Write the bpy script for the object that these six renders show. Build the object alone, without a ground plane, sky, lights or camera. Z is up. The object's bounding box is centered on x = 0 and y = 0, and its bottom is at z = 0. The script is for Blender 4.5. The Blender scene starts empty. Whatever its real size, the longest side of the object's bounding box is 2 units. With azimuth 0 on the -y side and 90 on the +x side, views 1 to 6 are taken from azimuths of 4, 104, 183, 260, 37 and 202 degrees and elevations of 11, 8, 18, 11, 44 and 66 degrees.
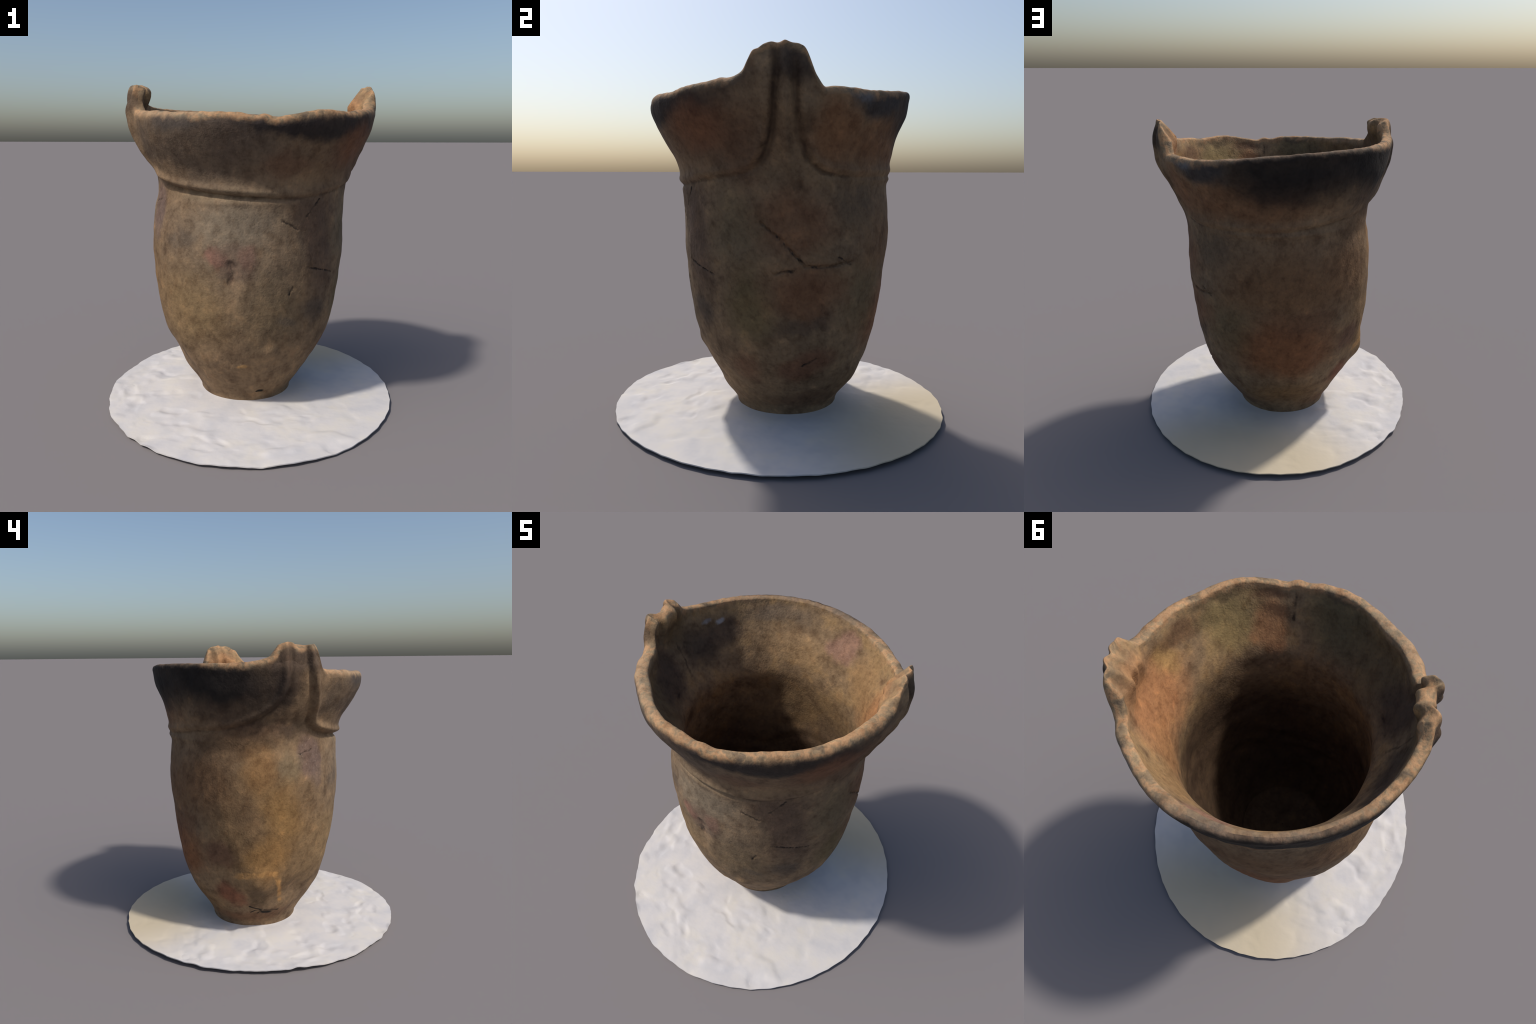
# Ancient hand-built clay jar with flared collar and two raised lugs, standing on a plaster disc.
import bpy, math
import numpy as np
from mathutils import noise, Vector

TAU = math.tau

# ------------------------------------------------------------------ helpers
def smooth(x, a, b):
    t = np.clip((x - a) / (b - a), 0, 1)
    return t * t * (3 - 2 * t)

def hermite(x, xs, ys):
    """smooth (monotone-ish cubic) interpolation through control points"""
    xs = np.asarray(xs, float); ys = np.asarray(ys, float)
    h = np.diff(xs); d = np.diff(ys) / h
    m = np.zeros_like(ys)
    m[1:-1] = np.where(d[:-1] * d[1:] > 0, (d[:-1] * h[1:] + d[1:] * h[:-1]) / (h[1:] + h[:-1]), 0)
    m[0], m[-1] = d[0], d[-1]
    x = np.clip(x, xs[0], xs[-1])
    i = np.clip(np.searchsorted(xs, x) - 1, 0, len(h) - 1)
    t = (x - xs[i]) / h[i]
    return ((1 + 2 * t) * (1 - t) ** 2 * ys[i] + t * (1 - t) ** 2 * h[i] * m[i]
            + t * t * (3 - 2 * t) * ys[i + 1] + t * t * (t - 1) * h[i] * m[i + 1])

def noise3(P, scale, seed, octaves=3, rough=0.5):
    off = Vector((seed * 13.7, seed * -7.3, seed * 3.1))
    flat = np.asarray(P).reshape(-1, 3) * scale
    out = np.empty(len(flat))
    f = noise.noise
    for i, (x, y, z) in enumerate(flat.tolist()):
        a, s, amp = 0.0, 1.0, 1.0
        for _ in range(octaves):
            a += amp * f((x * s + off.x, y * s + off.y, z * s + off.z)); s *= 2.03; amp *= rough
        out[i] = a
    return out.reshape(np.asarray(P).shape[:-1])

# ------------------------------------------------------------------ jar: profile and rim
# height, centre x, centre y, mean radius, two-lobed terms cos(2a), sin(2a)
PROFILE = [
    (0.00, -.036, .052, .298, -.002, -.002), (0.06, -.036, .052, .302, -.002, -.002),
    (0.10, -.034, .051, .323, -.001, .000), (0.14, -.031, .049, .349, .000, .002),
    (0.19, -.031, .049, .381, .001, .002), (0.24, -.031, .051, .414, .002, .003),
    (0.30, -.031, .052, .450, .003, .003), (0.36, -.031, .051, .481, .005, .002),
    (0.42, -.030, .048, .507, .008, .000), (0.50, -.027, .045, .532, .009, .000),
    (0.60, -.024, .044, .552, .009, .000), (0.70, -.025, .044, .567, .009, .001),
    (0.80, -.025, .043, .580, .010, .001), (0.90, -.021, .044, .589, .010, .000),
    (1.00, -.019, .046, .598, .008, .002), (1.10, -.018, .048, .598, .006, .003),
    (1.20, -.013, .046, .593, .006, -.001), (1.27, -.007, .042, .589, .005, -.003),
    (1.33, .002, .040, .585, .003, -.004), (1.39, .010, .038, .586, .002, -.003),
    (1.43, .012, .036, .594, .002, -.002), (1.48, .011, .029, .612, .004, -.002),
    (1.54, .010, .018, .640, .005, -.001), (1.60, .011, .008, .668, .006, .002),
    (1.66, .013, .005, .697, .006, .005), (1.72, .014, .004, .721, .006, .006),
    (1.78, .014, .006, .732, .008, .006), (1.85, .014, .009, .740, .010, .006),
    (1.92, .014, .009, .738, .010, .005), (2.00, .014, .009, .722, .008, .004)]
PZ = [p[0] for p in PROFILE]

def wall(ang, z):
    cx, cy, r, a2, b2 = [hermite(z, PZ, [p[i] for p in PROFILE]) for i in range(1, 6)]
    return cx, cy, r + a2 * np.cos(2 * ang) + b2 * np.sin(2 * ang)

# crest height around the mouth (degrees from +x, counter-clockwise)
RIM = [(-180, 1.966), (-177.5, 1.980), (-173.5, 1.986), (-169, 1.953), (-166.5, 1.962), (-162, 1.972),
       (-160, 1.955), (-158.9, 1.890), (-157, 1.838), (-153.5, 1.822), (-148, 1.816), (-132, 1.808), (-115, 1.797),
       (-100, 1.797), (-90, 1.789), (-84, 1.776), (-80, 1.783), (-75, 1.768), (-70, 1.780), (-60, 1.800),
       (-51, 1.814), (-38, 1.808), (-28, 1.818), (-18, 1.830), (-10, 1.840), (-3, 1.850), (0, 1.874), (2, 1.915),
       (3.4, 1.946), (5.8, 1.960), (7, 1.972), (10, 1.984), (13.5, 1.986),
       (15, 1.993), (16.6, 1.986), (20.5, 1.977), (22.2, 1.964), (24, 1.922), (25.6, 1.876),
       (27.8, 1.836), (31, 1.800), (38, 1.802), (50, 1.798), (61, 1.806), (76, 1.822), (92, 1.842), (105, 1.853),
       (121, 1.858), (146, 1.861), (160, 1.864), (168, 1.874), (173, 1.886), (176.5, 1.904), (178.6, 1.940), (180, 1.966)]

def crest(deg):
    return hermite((deg + 180) % 360 - 180, [p[0] for p in RIM], [p[1] for p in RIM])

# lower/side edges of the two clay sheets that make the collar: angle, height, ledge, bead, groove
COLLAR_FRONT = [(-166, 2.05, .010, .014, .004), (-166, 1.92, .014, .020, .006), (-163.5, 1.72, .016, .022, .012),
                (-160, 1.60, .018, .022, .014), (-157, 1.50, .018, .018, .018), (-151, 1.44, .018, .014, .020),
                (-140, 1.405, .020, .018, .018), (-126, 1.384, .020, .016, .018), (-100, 1.362, .019, .014, .018),
                (-80, 1.350, .014, .011, .012), (-62, 1.340, .007, .006, .006), (-45, 1.355, .006, .006, .003),
                (-25, 1.385, .008, .008, .005), (-10, 1.400, .006, .007, .006), (-2, 1.425, .004, .008, .010),
                (6, 1.505, .008, .017, .014), (10.5, 1.62, .009, .018, .017), (11.5, 1.80, .009, .016, .015),
                (12, 2.05, .003, .006, .008)]
COLLAR_BACK = [(18.5, 2.05, .003, .004, .005), (19, 1.81, .007, .014, .012), (21, 1.62, .008, .014, .012),
               (23.5, 1.48, .007, .010, .009), (31, 1.41, .007, .010, .007), (45, 1.390, .007, .011, .004),
               (66, 1.390, .006, .010, .003), (94, 1.394, .006, .012, .003), (115, 1.412, .005, .007, .003),
               (135, 1.445, .004, .006, .002), (152, 1.455, .004, .008, .004), (167, 1.495, .005, .012, .006),
               (179, 1.585, .008, .020, .010), (184.5, 1.70, .010, .026, .012), (186, 1.90, .010, .022, .012),
               (186, 2.05, .006, .008, .003)]

def densify(line, n=14):
    pts = np.array(line); t = np.arange(len(pts)); tt = np.linspace(0, len(pts) - 1, (len(pts) - 1) * n + 1)
    # light corner rounding: average of the polyline with a shifted copy
    lin = np.stack([np.interp(tt, t, pts[:, i]) for i in range(5)], 1)
    k = np.ones(n) / n
    sm = np.stack([np.convolve(np.pad(lin[:, i], (n // 2, n - 1 - n // 2), 'edge'), k, 'valid') for i in range(5)], 1)
    return sm

def collar_relief(deg, z):
    """radial relief of the overlapping collar sheets, and the mask of what lies on a sheet"""
    out = np.zeros_like(z); inside_any = np.zeros(z.shape, bool)
    S = math.radians(1) * .66
    for line in (COLLAR_FRONT, COLLAR_BACK):
        c = densify(line)
        mid = .5 * (c[0, 0] + c[-1, 0])
        u = ((deg - mid + 180) % 360 - 180) + mid
        px, pz = c[:, 0] * S, c[:, 1]
        best = np.full(z.shape, 9.0); prm = np.zeros(z.shape + (3,))
        inside = np.zeros(z.shape, bool)
        X, Z = u * S, z
        for i in range(len(c) - 1):
            ax, az, bx, bz = px[i], pz[i], px[i + 1], pz[i + 1]
            L = (bx - ax) ** 2 + (bz - az) ** 2 + 1e-12
            t = np.clip(((X - ax) * (bx - ax) + (Z - az) * (bz - az)) / L, 0, 1)
            d = np.hypot(X - ax - t * (bx - ax), Z - az - t * (bz - az))
            w = d < best
            best = np.where(w, d, best)
            prm[w] = (c[i, 2:] + t[..., None] * (c[i + 1, 2:] - c[i, 2:]))[w]
            cross = ((az > Z) != (bz > Z)) & (X < (bx - ax) * (Z - az) / (bz - az + 1e-12) + ax)
            inside ^= cross
        # polygon is closed over the top
        lo, hi = min(c[0, 0], c[-1, 0]) * S, max(c[0, 0], c[-1, 0]) * S
        d = np.where(inside, best, -best)
        ledge, bead, groove = prm[..., 0], prm[..., 1], prm[..., 2]
        rel = .75 * ledge * smooth(d, -.008, .012) * (1 - .95 * smooth(d, .03, .16))
        rel += bead * np.exp(-((d - .026) / .023) ** 2)
        rel -= groove * np.exp(-((d + .004) / .016) ** 2)
        out += rel; inside_any |= inside
    return out, inside_any

NA = 800                       # steps around
N_LOW, N_UP, N_LIP, N_IN, N_FLOOR = 230, 170, 18, 150, 26
ang = (np.arange(NA) / NA) * TAU - math.pi
deg = np.degrees(ang)
EAST, WEST = 13.0, -171.5      # lug directions
def ang_from(d, c): return (d - c + 180) % 360 - 180
lug_w = np.maximum(smooth(-abs(ang_from(deg, EAST)), -15, -6), smooth(-abs(ang_from(deg, WEST)), -13, -5))

ring = np.stack([np.cos(ang) * .74, np.sin(ang) * .74, np.zeros(NA)], 1)
zr = crest(deg)
zr = zr + (.0035 * noise3(ring, 9, 3, 2) + .0025 * noise3(ring, 22, 5, 2)) * (1 - .75 * lug_w)
thick = .069 + .009 * smooth(-abs(ang_from(deg, -128)), -55, -15) + .007 * smooth(-abs(ang_from(deg, 75)), -35, -10) + .018 * smooth(-abs(ang_from(deg, -24)), -42, -14) + .010 * noise3(ring, 2.2, 7, 2) - .014 * smooth(-abs(ang_from(deg, 125)), -60, -20)
thick = thick + np.where(abs(ang_from(deg, WEST)) < 30, .024, .030) * lug_w
lug_e = smooth(-abs(ang_from(deg, EAST)), -14, -8); lug_wst = smooth(-abs(ang_from(deg, WEST)), -13, -7)
back = smooth(-abs(ang_from(deg, 95)), -75, -30)
peak = .62 + .10 * noise3(ring, 3, 9, 2) - .46 * lug_e - .16 * lug_wst - .20 * back
lip_o = .050 - .022 * back + .010 * noise3(ring, 4, 10, 2) - .020 * lug_e + .060 * lug_wst
lip_i = .016 + .090 * lug_e + .030 * lug_wst

def grid(a, zz):  # broadcast columns
    return np.broadcast_to(a[None, :], zz.shape)

# outer skin: rows from foot to crest
low = np.linspace(0, 1, N_LOW, endpoint=False) * 1.28
up = np.linspace(0, 1, N_UP)
Zo = np.concatenate([np.repeat(low[:, None], NA, 1), 1.28 + up[:, None] * (zr[None, :] - lip_o[None, :] - 1.28)])
A = grid(ang, Zo); D = grid(deg, Zo)
cx, cy, R = wall(A, Zo)
rel, on_collar = collar_relief(D, Zo)
P0 = np.stack([cx + R * np.cos(A), cy + R * np.sin(A), Zo], -1)
lump = .0065 * noise3(P0, 3.2, 11, 3) + .0028 * noise3(P0 * np.array([1, 1, .6]), 16, 12, 2)
lump *= .35 + .65 * smooth(Zo, .02, .15)
fade_top = 1 - smooth(Zo, zr[None, :] - .10, zr[None, :] - .02)

def blob(a0, z0, w, h, amt, rot=0.0):
    x = ang_from(D, a0) * math.radians(1) * .58; y = Zo - z0
    c, s = math.cos(rot), math.sin(rot)
    return amt * np.exp(-((x * c + y * s) / w) ** 2 - ((y * c - x * s) / h) ** 2)

def crack(points, width, depth):
    """incised line through (angle, height) points"""
    best = np.full(Zo.shape, 9.0)
    X = ang_from(D, points[0][0]) * math.radians(1) * .58
    wob = .006 * np.sin(Zo * 90 + X * 130) + .004 * np.sin(X * 210 - Zo * 60)
    for (a0, z0), (a1, z1) in zip(points, points[1:]):
        ax, bx = (0 if (a0, z0) == points[0] else ang_from(a0, points[0][0]) * math.radians(1) * .58), ang_from(a1, points[0][0]) * math.radians(1) * .58
        L = (bx - ax) ** 2 + (z1 - z0) ** 2
        t = np.clip(((X - ax) * (bx - ax) + (Zo - z0) * (z1 - z0)) / L, 0, 1)
        best = np.minimum(best, np.hypot(X + wob - ax - t * (bx - ax), Zo - z0 - t * (z1 - z0)))
    return -depth * np.exp(-(best / width) ** 2)

CRACKS = [([(0, 1.165), (10, 1.08), (16, 1.01), (22, .945), (33, .94), (46, .955)], .008, .013),
          ([(7, .905), (11, .918), (16, .925)], .008, .008),
          ([(39, .985), (47, .94)], .006, .005),
          ([(-49, .94), (-38, .915), (-27, .88)], .006, .007),
          ([(-66, 1.215), (-60, 1.185), (-57, 1.165)], .006, .006),
          ([(-44, 1.33), (-52, 1.235)], .006, .004),
          ([(-58, .83), (-60, .79)], .008, .006),
          ([(-94, .985), (-94.5, .95), (-93, .91), (-95.5, .86)], .010, .004),
          ([(22, .40), (30, .44)], .008, .006),
          ([(-160, 1.29), (-150, 1.31)], .005, .005)]
for c in CRACKS:
    lump = lump + crack(*c)
lump = lump + crack([(-5, 1.66), (-2, 1.58), (-3, 1.47)], .018, .006)
# local hollows and swellings
lump += blob(172, .43, .090, .095, .036) + blob(60, .20, .18, .10, .014) + blob(95, .17, .10, .06, -.010) + blob(44, .52, .14, .22, .014) + blob(-140, .18, .15, .08, -.014) + blob(-158, .34, .15, .10, -.026) + blob(-57, .15, .12, .07, .012) + blob(150, .16, .12, .05, .012) + blob(123, .50, .09, .16, -.024) + blob(138, .43, .11, .14, -.018) + blob(175, .27, .10, .06, .014) + blob(-150, .38, .09, .10, -.014) + blob(68, .24, .12, .09, .012) + blob(33, .43, .09, .12, .010) + blob(-94, .88, .07, .17, -.016) + blob(-42, 1.17, .05, .06, .010) + blob(-172, .19, .12, .05, .012) + blob(-68, .42, .05, .05, .014) + blob(-108, .48, .12, .13, -.016) + blob(-157, 1.49, .09, .08, -.018)
lump += blob(172, .535, .06, .030, .003) + blob(-172, .42, .016, .06, .006)
lump += blob(173, .33, .05, .06, -.003) + blob(-88, .325, .035, .014, .005)
lump += blob(135, 1.53, .06, .05, .012) + blob(150, .98, .05, .10, .008) + blob(-94, .975, .03, .02, -.006)
lump += blob(-45, .42, .02, .03, .004) + blob(-152, 1.08, .05, .08, .006) + blob(-14, .43, .02, .02, -.006)
# channel sunk between the sheets on the west lug
lump += blob(15.2, 1.74, .020, .27, .037) + blob(15, 1.47, .05, .06, .008)   # rib up the east lug
lump += blob(150, .56, .09, .10, -.012) + blob(-138, .32, .08, .09, -.012) + blob(-158, 1.53, .05, .06, .008) + blob(-33, 1.57, .07, .06, -.010) + blob(67, .24, .10, .08, .008) + blob(-29, 1.19, .05, .06, .007)
lump += blob(60, 1.57, .14, .05, .011) + blob(-16, 1.57, .11, .08, -.016) + blob(32, 1.68, .06, .05, -.010) + blob(-148, 1.72, .08, .08, -.010)
lump += blob(152, 1.68, .08, .08, .010) + blob(160, 1.405, .26, .050, .015) + blob(-95, 1.315, .35, .02, .006)
lump += blob(138, 1.60, .22, .11, .022) + blob(166, 1.62, .10, .14, .005) + blob(88, 1.375, .50, .022, .013) + blob(-150, 1.44, .12, .03, .008) + blob(20, 1.80, .08, .09, -.010)
lump += blob(-156, 1.72, .10, .24, -.016) + blob(-125, 1.80, .17, .09, -.018)
lump += blob(-169.5, 1.78, .030, .19, -.014) + blob(-173, 1.50, .06, .05, -.012)
Ro = R + (rel + lump) * 1.0
Ro = Ro - (rel * .35) * (1 - fade_top)
Ro = Ro - .008 * smooth(Zo, 1.84, 1.99) * smooth(-abs(ang_from(D, EAST)), -18, -8)
Ro = Ro - .070 * smooth(Zo, 1.80, 1.99) * smooth(-abs(ang_from(D, WEST)), -16, -8)   # west lug leans in

# lip: the clay is rounded off towards the outside and peaks near the inner edge;
# on the broken lugs the fracture slopes the other way
ro_top = Ro[-1]; cxt, cyt = cx[-1], cy[-1]
t = np.linspace(0, math.pi, N_LIP + 2)[1:-1]
ct = np.sign(np.cos(t)) * abs(np.cos(t)) ** .85; st = np.sin(t) ** .85
slant = .85 + 1.0 * lug_e[None, :]            # east fracture is a flat slope
cti = -np.abs(np.cos(t))[:, None] ** slant; sti = np.sin(t)[:, None] ** slant
lip_t = thick - (.005 + .016 * smooth(-abs(ang_from(deg, -60)), -75, -40)) * (1 - lug_w)
wo, wi = lip_t * peak, lip_t * (1 - peak)
outer = (t < math.pi / 2)[:, None]
Rl = (ro_top - wo)[None, :] + np.where(outer, wo[None, :] * ct[:, None], wi[None, :] * cti)
zr_s = np.mean([np.roll(zr, k) for k in range(-16, 17)], axis=0)
blend = lug_w[None, :] * smooth(t, math.pi * .38, math.pi * .62)[:, None] * .95
z_top = zr[None, :] * (1 - blend) + np.minimum(zr_s, zr + .02)[None, :] * blend
Zl = z_top - np.where(outer, lip_o[None, :] * (1 - st[:, None]), lip_i[None, :] * (1 - sti))
Pl = np.stack([cxt + Rl * np.cos(ang), cyt + Rl * np.sin(ang), Zl], -1)
nl = (.0020 + .001 * lug_w[None, :]) * noise3(Pl, 14, 21, 2)
Rl = Rl + nl * ct[:, None]; Zl = Zl + nl * st[:, None]

# inner skin: from inner lip edge down to the floor
FLOOR = .12
s = (np.arange(1, N_IN + 1) / N_IN)
z_start = zr * (1 - .9 * lug_w) + np.minimum(zr_s, zr + .02) * .9 * lug_w - lip_i
Zi = z_start[None, :] + s[:, None] ** 1.0 * (FLOOR + .05 - z_start)[None, :]
Ai = grid(ang, Zi)
cxi, cyi, Ri = wall(Ai, Zi)
T = thick[None, :] + (.066 - thick[None, :]) * smooth(s[:, None], .0, .12) + .012 * (1 - smooth(Zi, .2, .6)) + .006 * (1 - smooth(Zi, 1.0, 1.35)) + .022 * np.exp(-((Zi - .65) / .40) ** 2 - (ang_from(grid(deg, Zi), -95) / 45) ** 2) + .036 * np.exp(-((Zi - 1.12) / .24) ** 2 - (ang_from(grid(deg, Zi), -177) / 28) ** 2) - .016 * np.exp(-((Zi - 1.33) / .18) ** 2 - (ang_from(grid(deg, Zi), 33) / 22) ** 2)
Pi = np.stack([np.cos(Ai) * .6, np.sin(Ai) * .6, Zi], -1)
inn = .008 * noise3(Pi, 2.6, 31, 3) + .003 * np.sin(Zi * 30 + 6 * noise3(Pi, 2.4, 33, 2)) * (1 - smooth(Zi, .9, 1.2))
top_match = (Ro[-1] - wall(ang, z_start)[2])[None, :]   # meet the lip exactly
T = T - (thick - lip_t)[None, :] * (1 - smooth(s[:, None], 0, .06))
Ri = Ri - T + inn * smooth(s[:, None], 0, .06) + top_match * (1 - smooth(s[:, None], 0, .10))
q = np.arange(1, N_FLOOR + 1) / N_FLOOR
Zf = np.repeat((FLOOR + .05 - .05 * np.sin(q * math.pi / 2))[:, None], NA, 1)
Rf = Ri[-1][None, :] * np.cos(q * math.pi / 2)[:, None] ** .8
Rf[-1] = .004
Af = grid(ang, Zf)

def cart(c_x, c_y, r, z, a): return np.stack([c_x + r * np.cos(a), c_y + r * np.sin(a), z], -1)
rows = np.concatenate([
    cart(cx[0], cy[0], np.repeat((Ro[0] * .02)[None], 1, 0), np.zeros((1, NA)), ang[None]),   # closed underside
    cart(cx, cy, Ro, Zo, A),
    cart(cxt[None], cyt[None], Rl, Zl, grid(ang, Zl)),
    cart(cxi, cyi, Ri, Zi, Ai),
    cart(cxi[-1][None], cyi[-1][None], Rf, Zf, Af)])
NR = len(rows)
R_LIP0 = 1 + N_LOW + N_UP; R_IN0 = R_LIP0 + N_LIP
verts = rows.reshape(-1, 3)
ii, jj = np.meshgrid(np.arange(NR - 1), np.arange(NA), indexing='ij')
jn = (jj + 1) % NA
quads = np.stack([ii * NA + jj, ii * NA + jn, (ii + 1) * NA + jn, (ii + 1) * NA + jj], -1).reshape(-1, 4)

# classify each face into a part
fi = np.arange(NR - 1)[:, None]; fd = deg[None, :]
fz = rows[:-1, :, 2]
in_east = abs(ang_from(fd, EAST)) < 15; in_west = abs(ang_from(fd, WEST)) < 14
part = np.full((NR - 1, NA), 0)                                   # 0 body
col = np.zeros((NR - 1, NA), bool); col[1:1 + N_LOW + N_UP] = on_collar
chan = (fz > 1.45) & (fi > 1) & (fi < R_LIP0)
part[(col | chan) & (fi < R_LIP0)] = 1                            # collar
part[np.broadcast_to((fi >= R_IN0), part.shape)] = 2              # interior
part[np.broadcast_to((fi >= R_LIP0 - 1) & (fi <= R_IN0), part.shape)] = 3   # rim
lug_zone = (fz > 1.862) & (fi < R_IN0 + 60)
part[lug_zone & in_east] = 4
part[lug_zone & in_west] = 5
part = part.reshape(-1)

# smooth vertex normals of the whole skin
def vertex_normals(v, q):
    n = np.cross(v[q[:, 2]] - v[q[:, 0]], v[q[:, 3]] - v[q[:, 1]])
    out = np.zeros_like(v)
    for k in range(4):
        for c in range(3):
            out[:, c] += np.bincount(q[:, k], n[:, c], len(v))
    return out / (np.linalg.norm(out, axis=1, keepdims=True) + 1e-12)
vn = vertex_normals(verts, quads)

def mesh_from(name, v, q, normals=None):
    used, inv = np.unique(q, return_inverse=True)
    inv = inv.reshape(q.shape)
    me = bpy.data.meshes.new(name)
    me.vertices.add(len(used)); me.vertices.foreach_set("co", v[used].astype(np.float32).ravel())
    me.loops.add(inv.size); me.loops.foreach_set("vertex_index", inv.astype(np.int32).ravel())
    me.polygons.add(len(inv)); me.polygons.foreach_set("loop_start", np.arange(0, inv.size, 4, dtype=np.int32))
    me.polygons.foreach_set("use_smooth", np.ones(len(inv), bool))
    me.update(calc_edges=True); me.validate()
    if normals is not None:
        me.normals_split_custom_set_from_vertices(normals[used].tolist())
    return me

# ------------------------------------------------------------------ node building
def lin(c):
    return tuple(((x / 255) / 12.92 if x <= 10 else (((x / 255) + .055) / 1.055) ** 2.4) for x in c)
def clay(rgb, gain=1.0):
    r = [min(.9, x * gain) for x in lin(rgb)]
    return (*r, 1)

class Tree:
    def __init__(self, name):
        self.mat = bpy.data.materials.new(name); self.mat.use_nodes = True
        self.t = self.mat.node_tree; self.bsdf = self.t.nodes["Principled BSDF"]
    def put(self, sock, v):
        if v is None: return
        if isinstance(v, bpy.types.NodeSocket): self.t.links.new(v, sock)
        else: sock.default_value = v
    def math(self, op, a, b=None, c=None, clamp=False):
        n = self.t.nodes.new("ShaderNodeMath"); n.operation = op; n.use_clamp = clamp
        for s, v in zip(n.inputs, (a, b, c)): self.put(s, v)
        return n.outputs[0]
    def vec(self, op, a, b=None):
        n = self.t.nodes.new("ShaderNodeVectorMath"); n.operation = op
        self.put(n.inputs[0], a); self.put(n.inputs[1], b)
        return n.outputs["Value"] if op in ("LENGTH", "DOT_PRODUCT") else n.outputs[0]
    def scale(self, a, s):
        n = self.t.nodes.new("ShaderNodeVectorMath"); n.operation = "SCALE"; self.put(n.inputs[0], a); self.put(n.inputs["Scale"], s); return n.outputs[0]
    def mapping(self, v, loc=(0, 0, 0), rot=(0, 0, 0), sc=(1, 1, 1), kind="TEXTURE"):
        n = self.t.nodes.new("ShaderNodeMapping"); n.vector_type = kind
        self.put(n.inputs["Vector"], v); n.inputs["Location"].default_value = loc
        n.inputs["Rotation"].default_value = rot; n.inputs["Scale"].default_value = sc
        return n.outputs[0]
    def noise(self, v, scale, detail=3, rough=.55, out=0, dist=0.0):
        n = self.t.nodes.new("ShaderNodeTexNoise"); self.put(n.inputs["Vector"], v)
        n.inputs["Scale"].default_value = scale; n.inputs["Detail"].default_value = detail; n.inputs["Roughness"].default_value = rough
        n.inputs["Distortion"].default_value = dist
        return n.outputs[out]
    def voronoi(self, v, scale):
        n = self.t.nodes.new("ShaderNodeTexVoronoi"); self.put(n.inputs["Vector"], v); n.inputs["Scale"].default_value = scale
        return n.outputs["Distance"]
    def step(self, v, a, b, lo=0.0, hi=1.0):
        n = self.t.nodes.new("ShaderNodeMapRange"); n.interpolation_type = "SMOOTHSTEP"
        for s, x in zip(n.inputs, (v, a, b, lo, hi)): self.put(s, x)
        return n.outputs[0]
    def mix(self, fac, a, b, mode="MIX"):
        n = self.t.nodes.new("ShaderNodeMix"); n.data_type = "RGBA"; n.blend_type = mode
        self.put(n.inputs[0], fac); self.put(n.inputs[6], a); self.put(n.inputs[7], b)
        return n.outputs[2]
    def ramp(self, v, stops):
        n = self.t.nodes.new("ShaderNodeValToRGB"); self.put(n.inputs[0], v)
        el = n.color_ramp.elements
        while len(el) < len(stops): el.new(.5)
        for x, (p, c) in zip(el, stops): x.position = p; x.color = c
        return n.outputs[0]
    def after(self, v, c):
        """evaluate v after colour c: keeps long chains of tints within the shader stack"""
        n = self.t.nodes.new("ShaderNodeVectorMath"); n.operation = "MULTIPLY_ADD"
        self.put(n.inputs[0], c); n.inputs[1].default_value = (1e-6, 1e-6, 1e-6); self.put(n.inputs[2], v)
        return n.outputs[0]
    def coords(self):
        self.P = self.t.nodes.new("ShaderNodeTexCoord").outputs["Object"]
        xyz = self.t.nodes.new("ShaderNodeSeparateXYZ"); self.put(xyz.inputs[0], self.P)
        self.X, self.Y, self.Z = xyz.outputs
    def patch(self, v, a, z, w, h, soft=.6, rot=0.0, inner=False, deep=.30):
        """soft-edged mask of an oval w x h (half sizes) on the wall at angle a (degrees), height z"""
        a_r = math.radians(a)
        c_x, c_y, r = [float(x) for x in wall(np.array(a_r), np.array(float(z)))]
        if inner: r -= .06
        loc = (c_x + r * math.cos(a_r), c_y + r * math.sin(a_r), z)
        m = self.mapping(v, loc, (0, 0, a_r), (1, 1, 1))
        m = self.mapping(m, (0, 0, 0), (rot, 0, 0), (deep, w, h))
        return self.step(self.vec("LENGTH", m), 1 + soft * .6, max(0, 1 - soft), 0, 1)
    def line(self, pts, width, warp, inset=0.0):
        """thin dark line through (angle, height) points on the outer wall"""
        best = None
        for (a0, z0), (a1, z1) in zip(pts, pts[1:]):
            q = []
            for a, z in ((a0, z0), (a1, z1)):
                ar = math.radians(a); c_x, c_y, r = [float(x) for x in wall(np.array(ar), np.array(float(z)))]
                r -= inset
                q.append(Vector((c_x + r * math.cos(ar), c_y + r * math.sin(ar), z)))
            d = q[1] - q[0]; L = d.length; mid = (q[0] + q[1]) / 2
            eul = d.to_track_quat("Y", "X").to_euler()
            m = self.mapping(warp, mid, tuple(eul), (1, 1, 1))
            s = self.t.nodes.new("ShaderNodeSeparateXYZ"); self.put(s.inputs[0], m)
            y = self.math("MAXIMUM", self.math("SUBTRACT", self.math("ABSOLUTE", s.outputs[1]), L / 2), 0)
            x = self.math("POWER", s.outputs[0], 2.0)
            zz = self.math("POWER", s.outputs[2], 2.0)
            dd = self.math("SQRT", self.math("ADD", self.math("ADD", x, self.math("MULTIPLY", zz, 1.0)), self.math("POWER", y, 2.0)))
            best = dd if best is None else self.math("MINIMUM", best, dd)
        return self.step(best, width * 1.5, width * .3, 0, 1)
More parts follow.
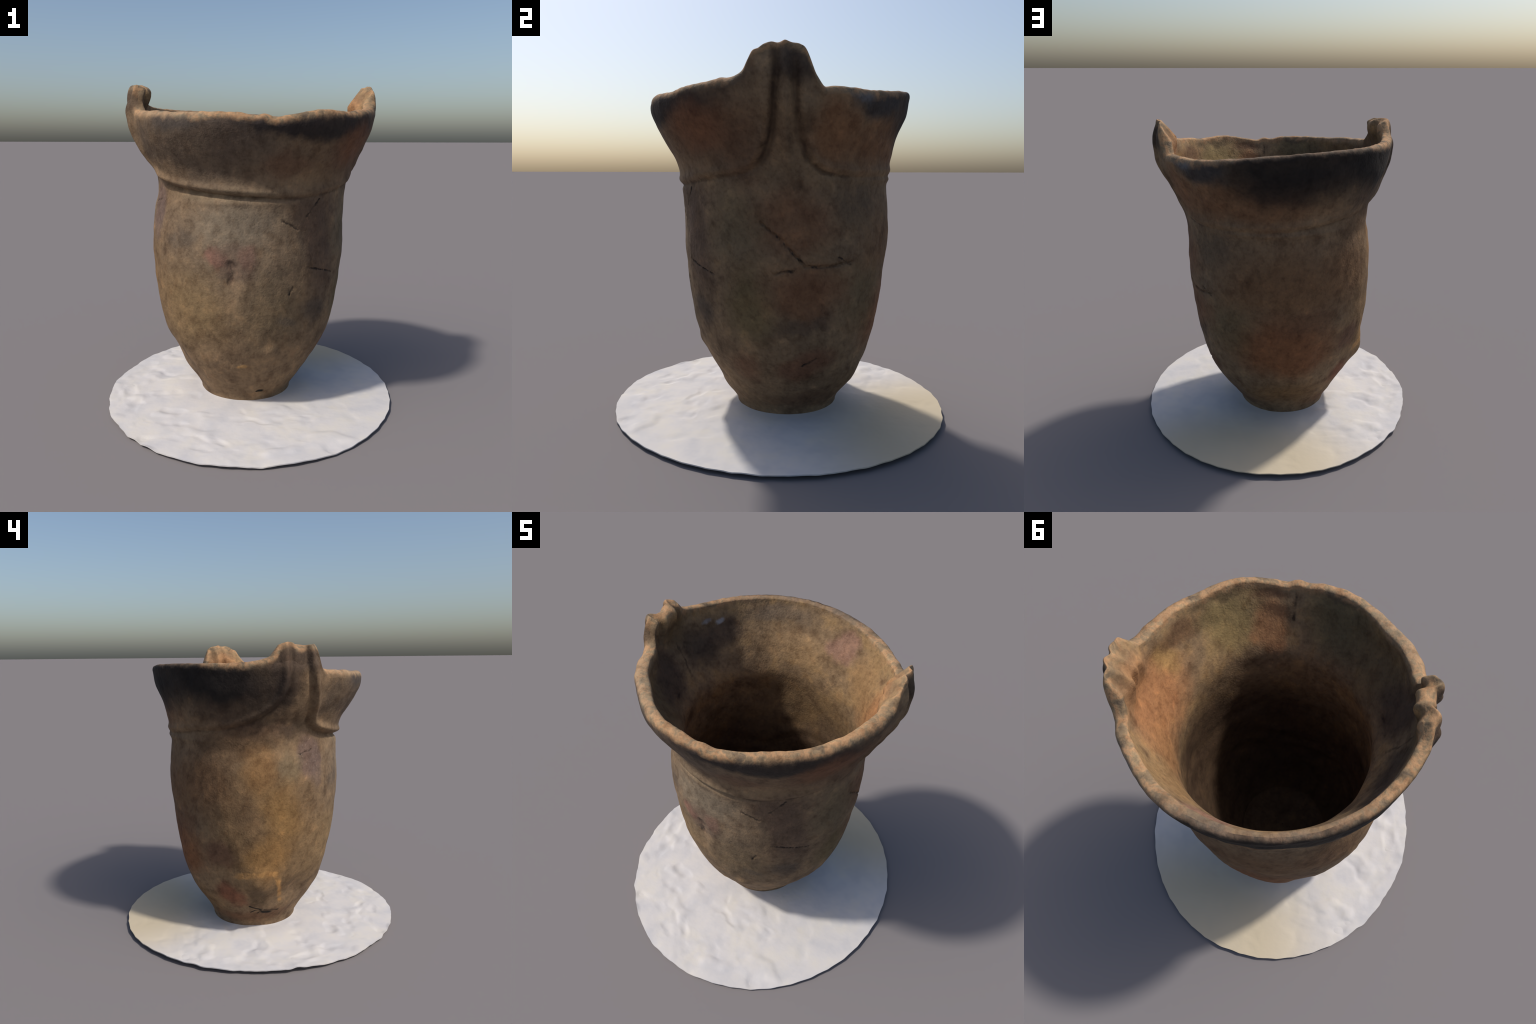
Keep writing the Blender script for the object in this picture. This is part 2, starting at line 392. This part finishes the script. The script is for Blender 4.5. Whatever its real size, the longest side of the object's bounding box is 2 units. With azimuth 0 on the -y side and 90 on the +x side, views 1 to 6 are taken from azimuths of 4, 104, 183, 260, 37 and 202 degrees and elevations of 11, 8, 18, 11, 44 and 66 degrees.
    def crest_distance(self):
        """height below the crest of the mouth, following its wavy outline"""
        a = self.math("ARCTAN2", self.Y, self.X)
        n = self.t.nodes.new("ShaderNodeFloatCurve")
        cu = n.mapping.curves[0]
        n.mapping.clip_min_y = 0; n.mapping.clip_max_y = 1
        pts = cu.points
        for k in range(72 - 1): pts.new((k + 1) / 73, .5)
        for k, p in enumerate(pts):
            x = k / (len(pts) - 1); p.location = (x, float(crest(np.array(x * 360 - 180))) - 1.4)
        n.mapping.update()
        self.put(n.inputs["Value"], self.math("MULTIPLY_ADD", a, 1 / TAU, .5))
        return self.math("SUBTRACT", self.math("ADD", n.outputs[0], 1.4), self.Z)
    def finish(self, color, rough=.85, bump=None, strength=.3, dist=.01, spec=.25):
        self.put(self.bsdf.inputs["Base Color"], color); self.put(self.bsdf.inputs["Roughness"], rough)
        self.bsdf.inputs["Specular IOR Level"].default_value = spec
        if bump is not None:
            n = self.t.nodes.new("ShaderNodeBump"); n.inputs["Strength"].default_value = strength; n.inputs["Distance"].default_value = dist
            self.put(n.inputs["Height"], bump); self.put(self.bsdf.inputs["Normal"], n.outputs[0])
        return self.mat

def ceramic(name, inner):
    T = Tree(name); T.coords()
    n1 = T.noise(T.P, 3.0, 3, .55, 1); n2 = T.noise(T.P, 13, 3, .6, 1)
    w = T.vec("ADD", T.P, T.scale(T.vec("SUBTRACT", n1, (.5, .5, .5)), .20))
    w = T.vec("ADD", w, T.scale(T.vec("SUBTRACT", n2, (.5, .5, .5)), .075))
    fine_w = T.vec("ADD", T.P, T.scale(T.vec("SUBTRACT", T.noise(T.P, 26, 2, .6, 1), (.5, .5, .5)), .022))
    streak = T.mapping(T.P, rot=(.5, .35, 0), sc=(1, 1, 1.9))
    mott = T.noise(T.P, 5.5, 4, .62); blot = T.noise(T.P, 11, 4, .66); fleck = T.noise(streak, 30, 2, .55)
    if not inner:
        col = T.ramp(mott, [(.28, clay((101, 82, 62))), (.48, clay((120, 99, 76))), (.62, clay((129, 106, 80))), (.8, clay((119, 94, 72)))])
        spec = OUTER
    else:
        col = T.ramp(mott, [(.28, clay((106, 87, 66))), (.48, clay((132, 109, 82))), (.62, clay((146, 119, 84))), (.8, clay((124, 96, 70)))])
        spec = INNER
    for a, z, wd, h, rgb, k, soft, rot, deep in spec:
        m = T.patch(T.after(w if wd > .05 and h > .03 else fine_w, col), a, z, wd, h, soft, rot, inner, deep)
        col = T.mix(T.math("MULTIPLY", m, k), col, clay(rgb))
    # uneven firing: dark and light blotches, short drag marks, pits
    col = T.mix(T.step(blot, .50, .26, 0, .55), col, T.mix(1.0, col, (.54, .48, .45, 1), "MULTIPLY"))
    col = T.mix(T.step(blot, .52, .72, 0, .45), col, T.mix(1.0, col, (1.40, 1.33, 1.25, 1), "MULTIPLY"))
    col = T.mix(T.step(fleck, .42, .22, 0, .35), col, T.mix(1.0, col, (.50, .46, .44, 1), "MULTIPLY"))
    col = T.mix(T.step(fleck, .58, .74, 0, .45), col, T.mix(1.0, col, (1.35, 1.30, 1.25, 1), "MULTIPLY"))
    if not inner:
        for pts, wdt, dep in CRACKS:
            col = T.mix(T.math("MULTIPLY", T.line(pts, wdt, T.after(fine_w, col)), T.step(T.noise(T.after(T.P, col), 16, 2), .34, .60, .30, .92)), col, clay((36, 29, 25)))
        for line in (COLLAR_FRONT[8:18], COLLAR_BACK[1:14]):
            pts = [(p[0], min(p[1], 1.95)) for p in line]
            m = T.line(pts, .013, T.after(fine_w, col))
            m = T.math("MULTIPLY", m, T.step(T.noise(T.after(T.P, col), 9, 2), .36, .62, .05, .65))
            col = T.mix(m, col, clay((58, 45, 35)))
        for pts, k in (([(11.5, 1.95), (11.2, 1.75), (9.5, 1.58), (4, 1.47)], .55), ([(19, 1.92), (20.5, 1.66), (24, 1.48)], .4)):
            m = T.line(pts, .026, T.after(fine_w, col))
            col = T.mix(T.math("MULTIPLY", m, k), col, clay((62, 46, 36)))
        # grains of light temper in the spalled patch
        sp = T.math("MULTIPLY", T.step(T.voronoi(T.P, 62), .20, .10), T.patch(w, -152, 1.27, .11, .13, .5))
        sp = T.math("MULTIPLY", sp, T.step(T.noise(T.P, 20, 1), .5, .62))
        col = T.mix(T.math("MULTIPLY", sp, .6), col, clay((190, 178, 160)))
        for pts, wdt in PALE_L:
            m = T.math("MULTIPLY", T.line(pts, wdt, T.after(fine_w, col)), T.step(T.noise(T.after(T.P, col), 14, 2), .30, .6, .25, .95))
            col = T.mix(m, col, clay((178, 134, 82)))
        # ink mark on the foot
        for pts, wdt in INK:
            col = T.mix(T.line(pts, wdt, T.after(T.P, col)), col, clay((16, 13, 10)))
    else:
        for pts in ([(-78, 1.80), (-79.5, 1.71), (-79, 1.60)], [(-176, 1.72), (-177, 1.62), (-175, 1.52)], [(-55, 1.77), (-57, 1.62)], [(-150, 1.50), (-158, 1.505), (-164, 1.50)]):
            m = T.math("MULTIPLY", T.line(pts, .008, T.after(fine_w, col), .07), T.step(T.noise(T.after(T.P, col), 16, 2), .34, .6, .1, .85))
            col = T.mix(m, col, clay((48, 36, 28)))
    # worn, bare clay along the crest
    d = T.crest_distance()
    d = T.math("ADD", d, T.math("MULTIPLY", T.math("SUBTRACT", T.noise(T.P, 11, 3, .6), .5), .075))
    d = T.math("MULTIPLY_ADD", T.patch(w, 105, 1.86, .62, .25, .5), .024, d)
    wear = T.step(d, .050, .006)
    crest_col = T.ramp(T.noise(w, 12, 3, .6), [(.30, clay((104, 90, 74))), (.43, clay((142, 120, 92))), (.54, clay((178, 138, 100))), (.64, clay((150, 128, 98))), (.76, clay((112, 98, 80)))])
    crest_col = T.mix(T.math("MULTIPLY", T.patch(w, 105, 1.86, .60, .2, .6), .65), crest_col, clay((104, 92, 82)))
    crest_col = T.mix(T.math("MULTIPLY", T.patch(w, -128, 1.82, .30, .2, .6), .35), crest_col, clay((140, 128, 108)))
    col = T.mix(T.math("MULTIPLY", wear, .9), col, crest_col)
    smv = T.mapping(T.after(T.P, col), rot=(.6, -.5, .3), sc=(1, 1, 1.7))
    sm = T.noise(smv, 17, 3, .6)
    col = T.mix(T.step(sm, .52, .30, 0, .58), col, T.mix(1.0, col, (.60, .54, .50, 1), "MULTIPLY"))
    col = T.mix(T.step(sm, .54, .74, 0, .48), col, T.mix(1.0, col, (1.40, 1.34, 1.28, 1), "MULTIPLY"))
    gr = T.noise(T.after(T.P, col), 52, 2, .6)
    col = T.mix(T.step(gr, .52, .28, 0, .40), col, T.mix(1.0, col, (.58, .54, .52, 1), "MULTIPLY"))
    col = T.mix(T.step(gr, .52, .74, 0, .35), col, T.mix(1.0, col, (1.30, 1.25, 1.20, 1), "MULTIPLY"))
    hgt = T.math("ADD", T.math("MULTIPLY", fleck, .5), T.math("MULTIPLY", T.noise(T.P, 90, 2, .6), .35))
    return T.finish(col, .82, hgt, .7, .009, .22)

# (angle, height, half width, half height, colour, strength, softness, tilt, depth)
COLLAR_TINTS = [
    # collar, generally darker and greyer than the body
    (-105, 1.60, .55, .20, (84, 73, 63), .75, .6, 0, .35), (-20, 1.60, .40, .22, (98, 74, 56), .75, .6, 0, .30),
    (75, 1.55, .55, .16, (114, 80, 54), .75, .6, 0, .30), (-67, 1.53, .15, .08, (100, 72, 54), .6, .6, 0, .25),
    (-176, 1.74, .13, .24, (66, 53, 44), .85, .5, 0, .2), (-166, 1.92, .12, .12, (70, 58, 48), .8, .5, 0, .2),
    (-148, 1.66, .10, .14, (88, 75, 62), .7, .6, 0, .2), (-160, 1.47, .08, .06, (104, 88, 68), .5, .6, 0, .15),
    (172, 1.45, .20, .07, (82, 62, 48), .7, .6, 0, .2), (-168, 1.44, .10, .05, (72, 58, 48), .7, .6, 0, .15),
    (150, 1.56, .26, .12, (66, 53, 44), .75, .6, 0, .25), (160, 1.36, .22, .10, (92, 70, 50), .7, .6, 0, .25), (140, 1.25, .16, .16, (92, 73, 54), .6, .6, 0, .2),
]
# firing cloud: black along the mouth
SOOT = [
    (105, 1.80, .58, .20, (28, 25, 24), .92, .6, 0, .40), (150, 1.76, .34, .19, (28, 25, 24), .96, .5, 0, .30),
    (100, 1.66, .40, .12, (32, 28, 27), .7, .7, 0, .30), (58, 1.76, .20, .10, (50, 50, 52), .85, .5, 0, .25),
    (175, 1.68, .18, .20, (50, 41, 35), .75, .6, 0, .2),
    (-70, 1.725, .44, .075, (44, 38, 36), .97, .5, 0, .30), (-33, 1.74, .30, .085, (50, 43, 39), .9, .5, 0, .25),
    (-122, 1.74, .28, .07, (64, 58, 54), .85, .6, 0, .25), (-8, 1.86, .14, .10, (66, 54, 46), .7, .6, 0, .2),
    (20, 1.90, .10, .13, (56, 48, 44), .7, .6, 0, .2), (-95, 1.64, .12, .10, (76, 64, 56), .5, .7, 0, .2),
    (45, 1.79, .10, .05, (104, 106, 110), .6, .6, 0, .15),
]
BODY_TINTS = [
    (-95, 1.12, .42, .34, (118, 104, 87), .6, .7, 0, .35), (178, .80, .42, .55, (122, 95, 63), .6, .5, 0, .35),
    (-95, 1.20, .26, .14, (124, 112, 95), .65, .6, 0, .25), (-100, 1.38, .34, .04, (126, 110, 88), .7, .6, 0, .2),
    (-48, 1.25, .16, .15, (88, 70, 58), .72, .6, 0, .25), (-40, 1.00, .12, .26, (88, 70, 58), .70, .6, .1, .25),
    (-103, 1.01, .07, .075, (136, 98, 83), .85, .5, .4, .15), (-86, 1.03, .06, .065, (128, 97, 82), .75, .5, 0, .15),
    (-94, .975, .034, .030, (48, 38, 27), .95, .6, 0, .12), (-95, .90, .018, .06, (62, 50, 38), .8, .6, 0, .12), (-94, 1.00, .14, .12, (108, 88, 76), .5, .5, 0, .2),
    (-120, .68, .24, .24, (130, 108, 75), .6, .7, 0, .25), (-142, .60, .20, .28, (128, 104, 73), .5, .7, 0, .25),
    (-88, .325, .035, .014, (170, 132, 84), .7, .5, .2, .12), (-70, .70, .20, .25, (104, 90, 68), .5, .7, 0, .25),
    (-40, .66, .09, .10, (66, 60, 56), .6, .6, .5, .2), (-60, .62, .07, .03, (78, 70, 62), .55, .6, -.3, .2),
    (-125, 1.10, .10, .06, (84, 76, 68), .5, .6, 0, .2),
    (-152, 1.27, .12, .14, (104, 84, 74), .85, .35, 0, .2), (-146, 1.20, .06, .15, (98, 82, 74), .6, .5, 0, .2),
    (-168, 1.22, .10, .10, (112, 100, 78), .5, .6, 0, .2),
    (174, 1.20, .10, .14, (140, 104, 64), .65, .7, 0, .2), (-172, .90, .14, .24, (142, 108, 64), .7, .7, .2, .25),
    (178, .62, .14, .16, (146, 110, 66), .75, .6, 0, .25), (165, .95, .10, .12, (102, 80, 58), .6, .7, 0, .2),
    
    (173, .34, .080, .085, (94, 76, 56), .8, .35, 0, .2), (148, .33, .11, .08, (112, 66, 48), .75, .6, 0, .2),
    (147, .62, .13, .11, (96, 68, 54), .7, .5, .3, .2), (165, .14, .30, .06, (100, 68, 48), .6, .6, 0, .3),
]
SHADE_SIDE_TINTS = [
    (140, 1.10, .20, .22, (108, 80, 55), .7, .7, 0, .25), (95, 1.05, .45, .28, (110, 80, 54), .8, .7, 0, .3),
    (95, .62, .36, .22, (122, 79, 50), .85, .6, 0, .3), (60, .75, .16, .20, (96, 84, 58), .5, .7, 0, .25),
    (100, .25, .30, .10, (104, 78, 48), .6, .7, 0, .3), (110, .80, .18, .10, (104, 76, 56), .6, .6, .3, .25),
    (50, 1.25, .11, .17, (76, 64, 52), .55, .7, 0, .2), (14, 1.16, .26, .18, (116, 82, 58), .75, .6, 0, .25),
    (-12, 1.15, .16, .20, (100, 88, 66), .6, .7, 0, .2), (-8, .72, .14, .22, (104, 90, 58), .6, .7, 0, .2),
    (24, .80, .24, .16, (116, 79, 54), .75, .6, 0, .25), (22, .62, .20, .05, (72, 60, 52), .55, .6, .15, .2),
    (28, .40, .15, .09, (104, 70, 52), .7, .5, .4, .2), (-13, .37, .10, .07, (108, 74, 54), .6, .6, 0, .2),
    (30, .15, .25, .06, (90, 66, 48), .6, .6, 0, .3), (-5, 1.50, .10, .18, (96, 70, 52), .5, .6, 0, .2),
    (-24, 1.62, .20, .14, (116, 78, 54), .75, .6, 0, .2), (35, 1.60, .14, .16, (124, 88, 60), .75, .6, 0, .2),
]
OUTER = COLLAR_TINTS + SOOT + BODY_TINTS + SHADE_SIDE_TINTS
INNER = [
    (0, .70, .9, .62, (64, 48, 36), .9, .4, 0, 1.5), (0, .25, .9, .30, (60, 46, 34), .8, .5, 0, 1.5),  # lower interior tinted dark: the scan's baked depth shade kept in the colour
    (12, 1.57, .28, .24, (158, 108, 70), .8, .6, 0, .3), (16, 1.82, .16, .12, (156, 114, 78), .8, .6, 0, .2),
    (-8, 1.64, .08, .10, (164, 130, 80), .7, .7, 0, .2), (32, 1.45, .16, .20, (152, 110, 72), .7, .6, 0, .25),
    (-20, 1.70, .14, .08, (110, 82, 58), .8, .5, 0, .2), (-45, 1.62, .16, .17, (142, 122, 80), .75, .6, 0, .25),
    (-44, 1.77, .20, .035, (92, 76, 54), .7, .6, 0, .2), (-66, 1.56, .11, .16, (150, 108, 74), .8, .35, 0, .2),
    (-68, 1.73, .11, .035, (96, 68, 50), .75, .5, 0, .2), (-105, 1.64, .24, .18, (96, 86, 62), .85, .6, 0, .3),
    (-100, 1.76, .20, .04, (72, 64, 52), .8, .6, 0, .2), (-135, 1.60, .22, .22, (98, 82, 58), .8, .6, 0, .3),
    (-158, 1.60, .14, .20, (74, 60, 50), .85, .6, 0, .2), (170, 1.66, .13, .14, (74, 62, 52), .85, .55, 0, .2),
    (153, 1.70, .14, .11, (80, 66, 55), .85, .55, -.3, .2), (-175, 1.78, .12, .12, (84, 70, 52), .7, .6, 0, .2),
    (110, 1.58, .24, .10, (152, 124, 90), .75, .6, 0, .25), (120, 1.76, .22, .06, (108, 94, 80), .7, .6, 0, .2),
    (80, 1.67, .12, .10, (138, 106, 90), .85, .35, .2, .2), (55, 1.58, .16, .16, (146, 114, 76), .7, .6, 0, .25),
    (163, 1.765, .034, .016, (150, 150, 152), .7, .6, 0, .1), (155, 1.748, .032, .016, (156, 156, 160), .7, .6, -.3, .1),  # two glossy glints painted as pale bluish specks
    (90, 1.25, .5, .14, (112, 90, 64), .6, .7, 0, .4),
]
INK = [([(166, .230), (171, .218), (177, .208)], .0105), ([(166, .170), (171, .193), (177, .202)], .005),
       ([(179.5, .176), (185, .178)], .021), ([(180, .200), (187, .200), (194, .186)], .011), ([(175.5, .202), (178, .180)], .010),
       ([(173, .160), (176.5, .188)], .004), ([(-73, .108), (-71.5, .113)], .008), ([(-70.2, .115), (-68, .115)], .016)]
PALE_L = [([(158, .492), (165, .500), (173, .508), (181, .514), (185, .510)], .021), ([(184, .508), (187, .46), (190, .39), (194, .27)], .019)]

mat_out = ceramic("fired_clay", False)
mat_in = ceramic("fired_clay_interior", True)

# ------------------------------------------------------------------ jar objects
def add(name, data, parent=None):
    o = bpy.data.objects.new(name, data); bpy.context.scene.collection.objects.link(o)
    if parent is not None: o.parent = parent
    return o

jar = add("clay_jar", None)
jar.empty_display_size = .1
jar["label"] = "hand-built brown clay jar with flared collar and two lugs"
jar["category"] = "pottery jar"
for k, nm in enumerate(["body", "collar", "interior", "rim", "lug", "lug.001"]):
    q = quads[part == k]
    me = mesh_from(nm, verts, q, vn)
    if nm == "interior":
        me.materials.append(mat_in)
    elif nm.startswith("lug") or nm == "rim":
        me.materials.append(mat_out); me.materials.append(mat_in)
        face_row = np.nonzero(part == k)[0] // NA
        me.polygons.foreach_set("material_index", (face_row >= R_LIP0 + N_LIP // 2).astype(np.int32))
    else:
        me.materials.append(mat_out)
    add(nm, me, jar)

# ------------------------------------------------------------------ plaster disc
NB, NRAD = 420, 150
a = np.arange(NB) / NB * TAU
# slightly polygonal outline, more ragged on the lumpy side
edge = np.stack([.92 * np.cos(a), .985 * np.sin(a)], 1)
k = 46
fac = np.abs(((a / TAU * k) % 1) - .5)
edge *= (1 - .004 * (1 - (2 * fac) ** 2))[:, None]
ragged = smooth(np.cos(a - math.radians(200)), -.1, .7)
ep = np.stack([edge[:, 0], edge[:, 1], 0 * a], 1)
edge *= (1 + (.004 + .006 * ragged) * noise3(ep, 7, 41, 3))[:, None]
f = np.linspace(0, 1, NRAD)
foot = np.stack([-.036 + .27 * np.cos(a), .052 + .27 * np.sin(a)], 1)
XY = foot[None] + f[:, None, None] * (edge - foot)[None]
Pd = np.concatenate([XY, np.zeros(XY.shape[:2] + (1,))], -1)
angd = np.arctan2(XY[..., 1], XY[..., 0])
rough = .28 + .72 * smooth(np.cos(angd - math.radians(225)), -.55, .25)
zt = .034 - .009 * smooth(f, 0, .6)[:, None] - .002 * XY[..., 0] + .006 * XY[..., 1]
zt = zt + .006 * np.exp(-(f[:, None] / .05) ** 2)            # fillet against the foot
warpd = np.stack([noise3(Pd, 5, 55, 2), noise3(Pd, 5, 56, 2), 0 * zt], -1) * .04
Pw = Pd * np.array([1, 1.25, 1]) + warpd
bump = .0070 * noise3(Pd, 2.8, 51, 2)
bump = bump - .010 * smooth(noise3(Pw, 6.0, 53, 2), .10, .80) + .009 * smooth(noise3(Pw, 5.0, 57, 2), .10, .80)
bump = bump + .0035 * smooth(noise3(Pd, 2.0, 59, 1), -.2, .5) * noise3(Pd, 11, 54, 3)
zt = np.maximum(zt + bump * rough * (.25 + .75 * smooth(f, .03, .2))[:, None], .008)
top = np.concatenate([XY, zt[..., None]], -1)
# underside: thin edge, then falling away to the ground further in
g = np.linspace(0, 1, 14)
inn_xy = edge[None] * (1 - .45 * g)[:, None, None]
zb = np.maximum((zt[-1] - .006)[None] * (1 - smooth(g, .0, 1))[:, None], 0.0)
bot = np.concatenate([inn_xy, zb[..., None]], -1)
cap = np.concatenate([edge[None] * .002, np.zeros((1, NB, 1))], -1)
disc = np.concatenate([top, bot, cap])
nd = len(disc)
ii, jj = np.meshgrid(np.arange(nd - 1), np.arange(NB), indexing='ij'); jn = (jj + 1) % NB
dq = np.stack([ii * NB + jj, (ii + 1) * NB + jj, (ii + 1) * NB + jn, ii * NB + jn], -1).reshape(-1, 4)
me = mesh_from("plaster_disc", disc.reshape(-1, 3), dq)
sharp = np.zeros(len(me.edges), bool)
ev = np.empty(len(me.edges) * 2, np.int32); me.edges.foreach_get("vertices", ev); ev = ev.reshape(-1, 2)
for r in (NRAD - 1, NRAD):
    sharp |= ((ev // NB) == r).all(1)
me.edges.foreach_get  # keep the reference explicit
att = me.attributes.new("sharp_edge", "BOOLEAN", "EDGE"); att.data.foreach_set("value", sharp)
T = Tree("white_plaster"); T.coords()
c = T.ramp(T.noise(T.P, 4.5, 4, .6), [(.3, (.50, .485, .49, 1)), (.5, (.57, .54, .52, 1)), (.65, (.60, .56, .51, 1)), (.8, (.54, .515, .52, 1))])
v = T.voronoi(T.P, 9)
c = T.mix(T.step(T.noise(T.P, 7, 2, .5), .46, .28, 0, .4), c, (.48, .47, .47, 1))
warm = T.step(T.vec("LENGTH", T.mapping(T.P, (.25, 1.0, 0), (0, 0, 0), (.95, .75, 5))), 1.15, .45)
c = T.mix(T.math("MULTIPLY", warm, .9), c, (.53, .44, .30, 1))
mat_d = T.finish(c, .9, T.noise(T.P, 30, 3, .5), .15, .01, .2)
me.materials.append(mat_d)
plate = add("plaster_disc", me)
plate["label"] = "round white lumpy plaster disc under the jar"
plate["category"] = "display base"
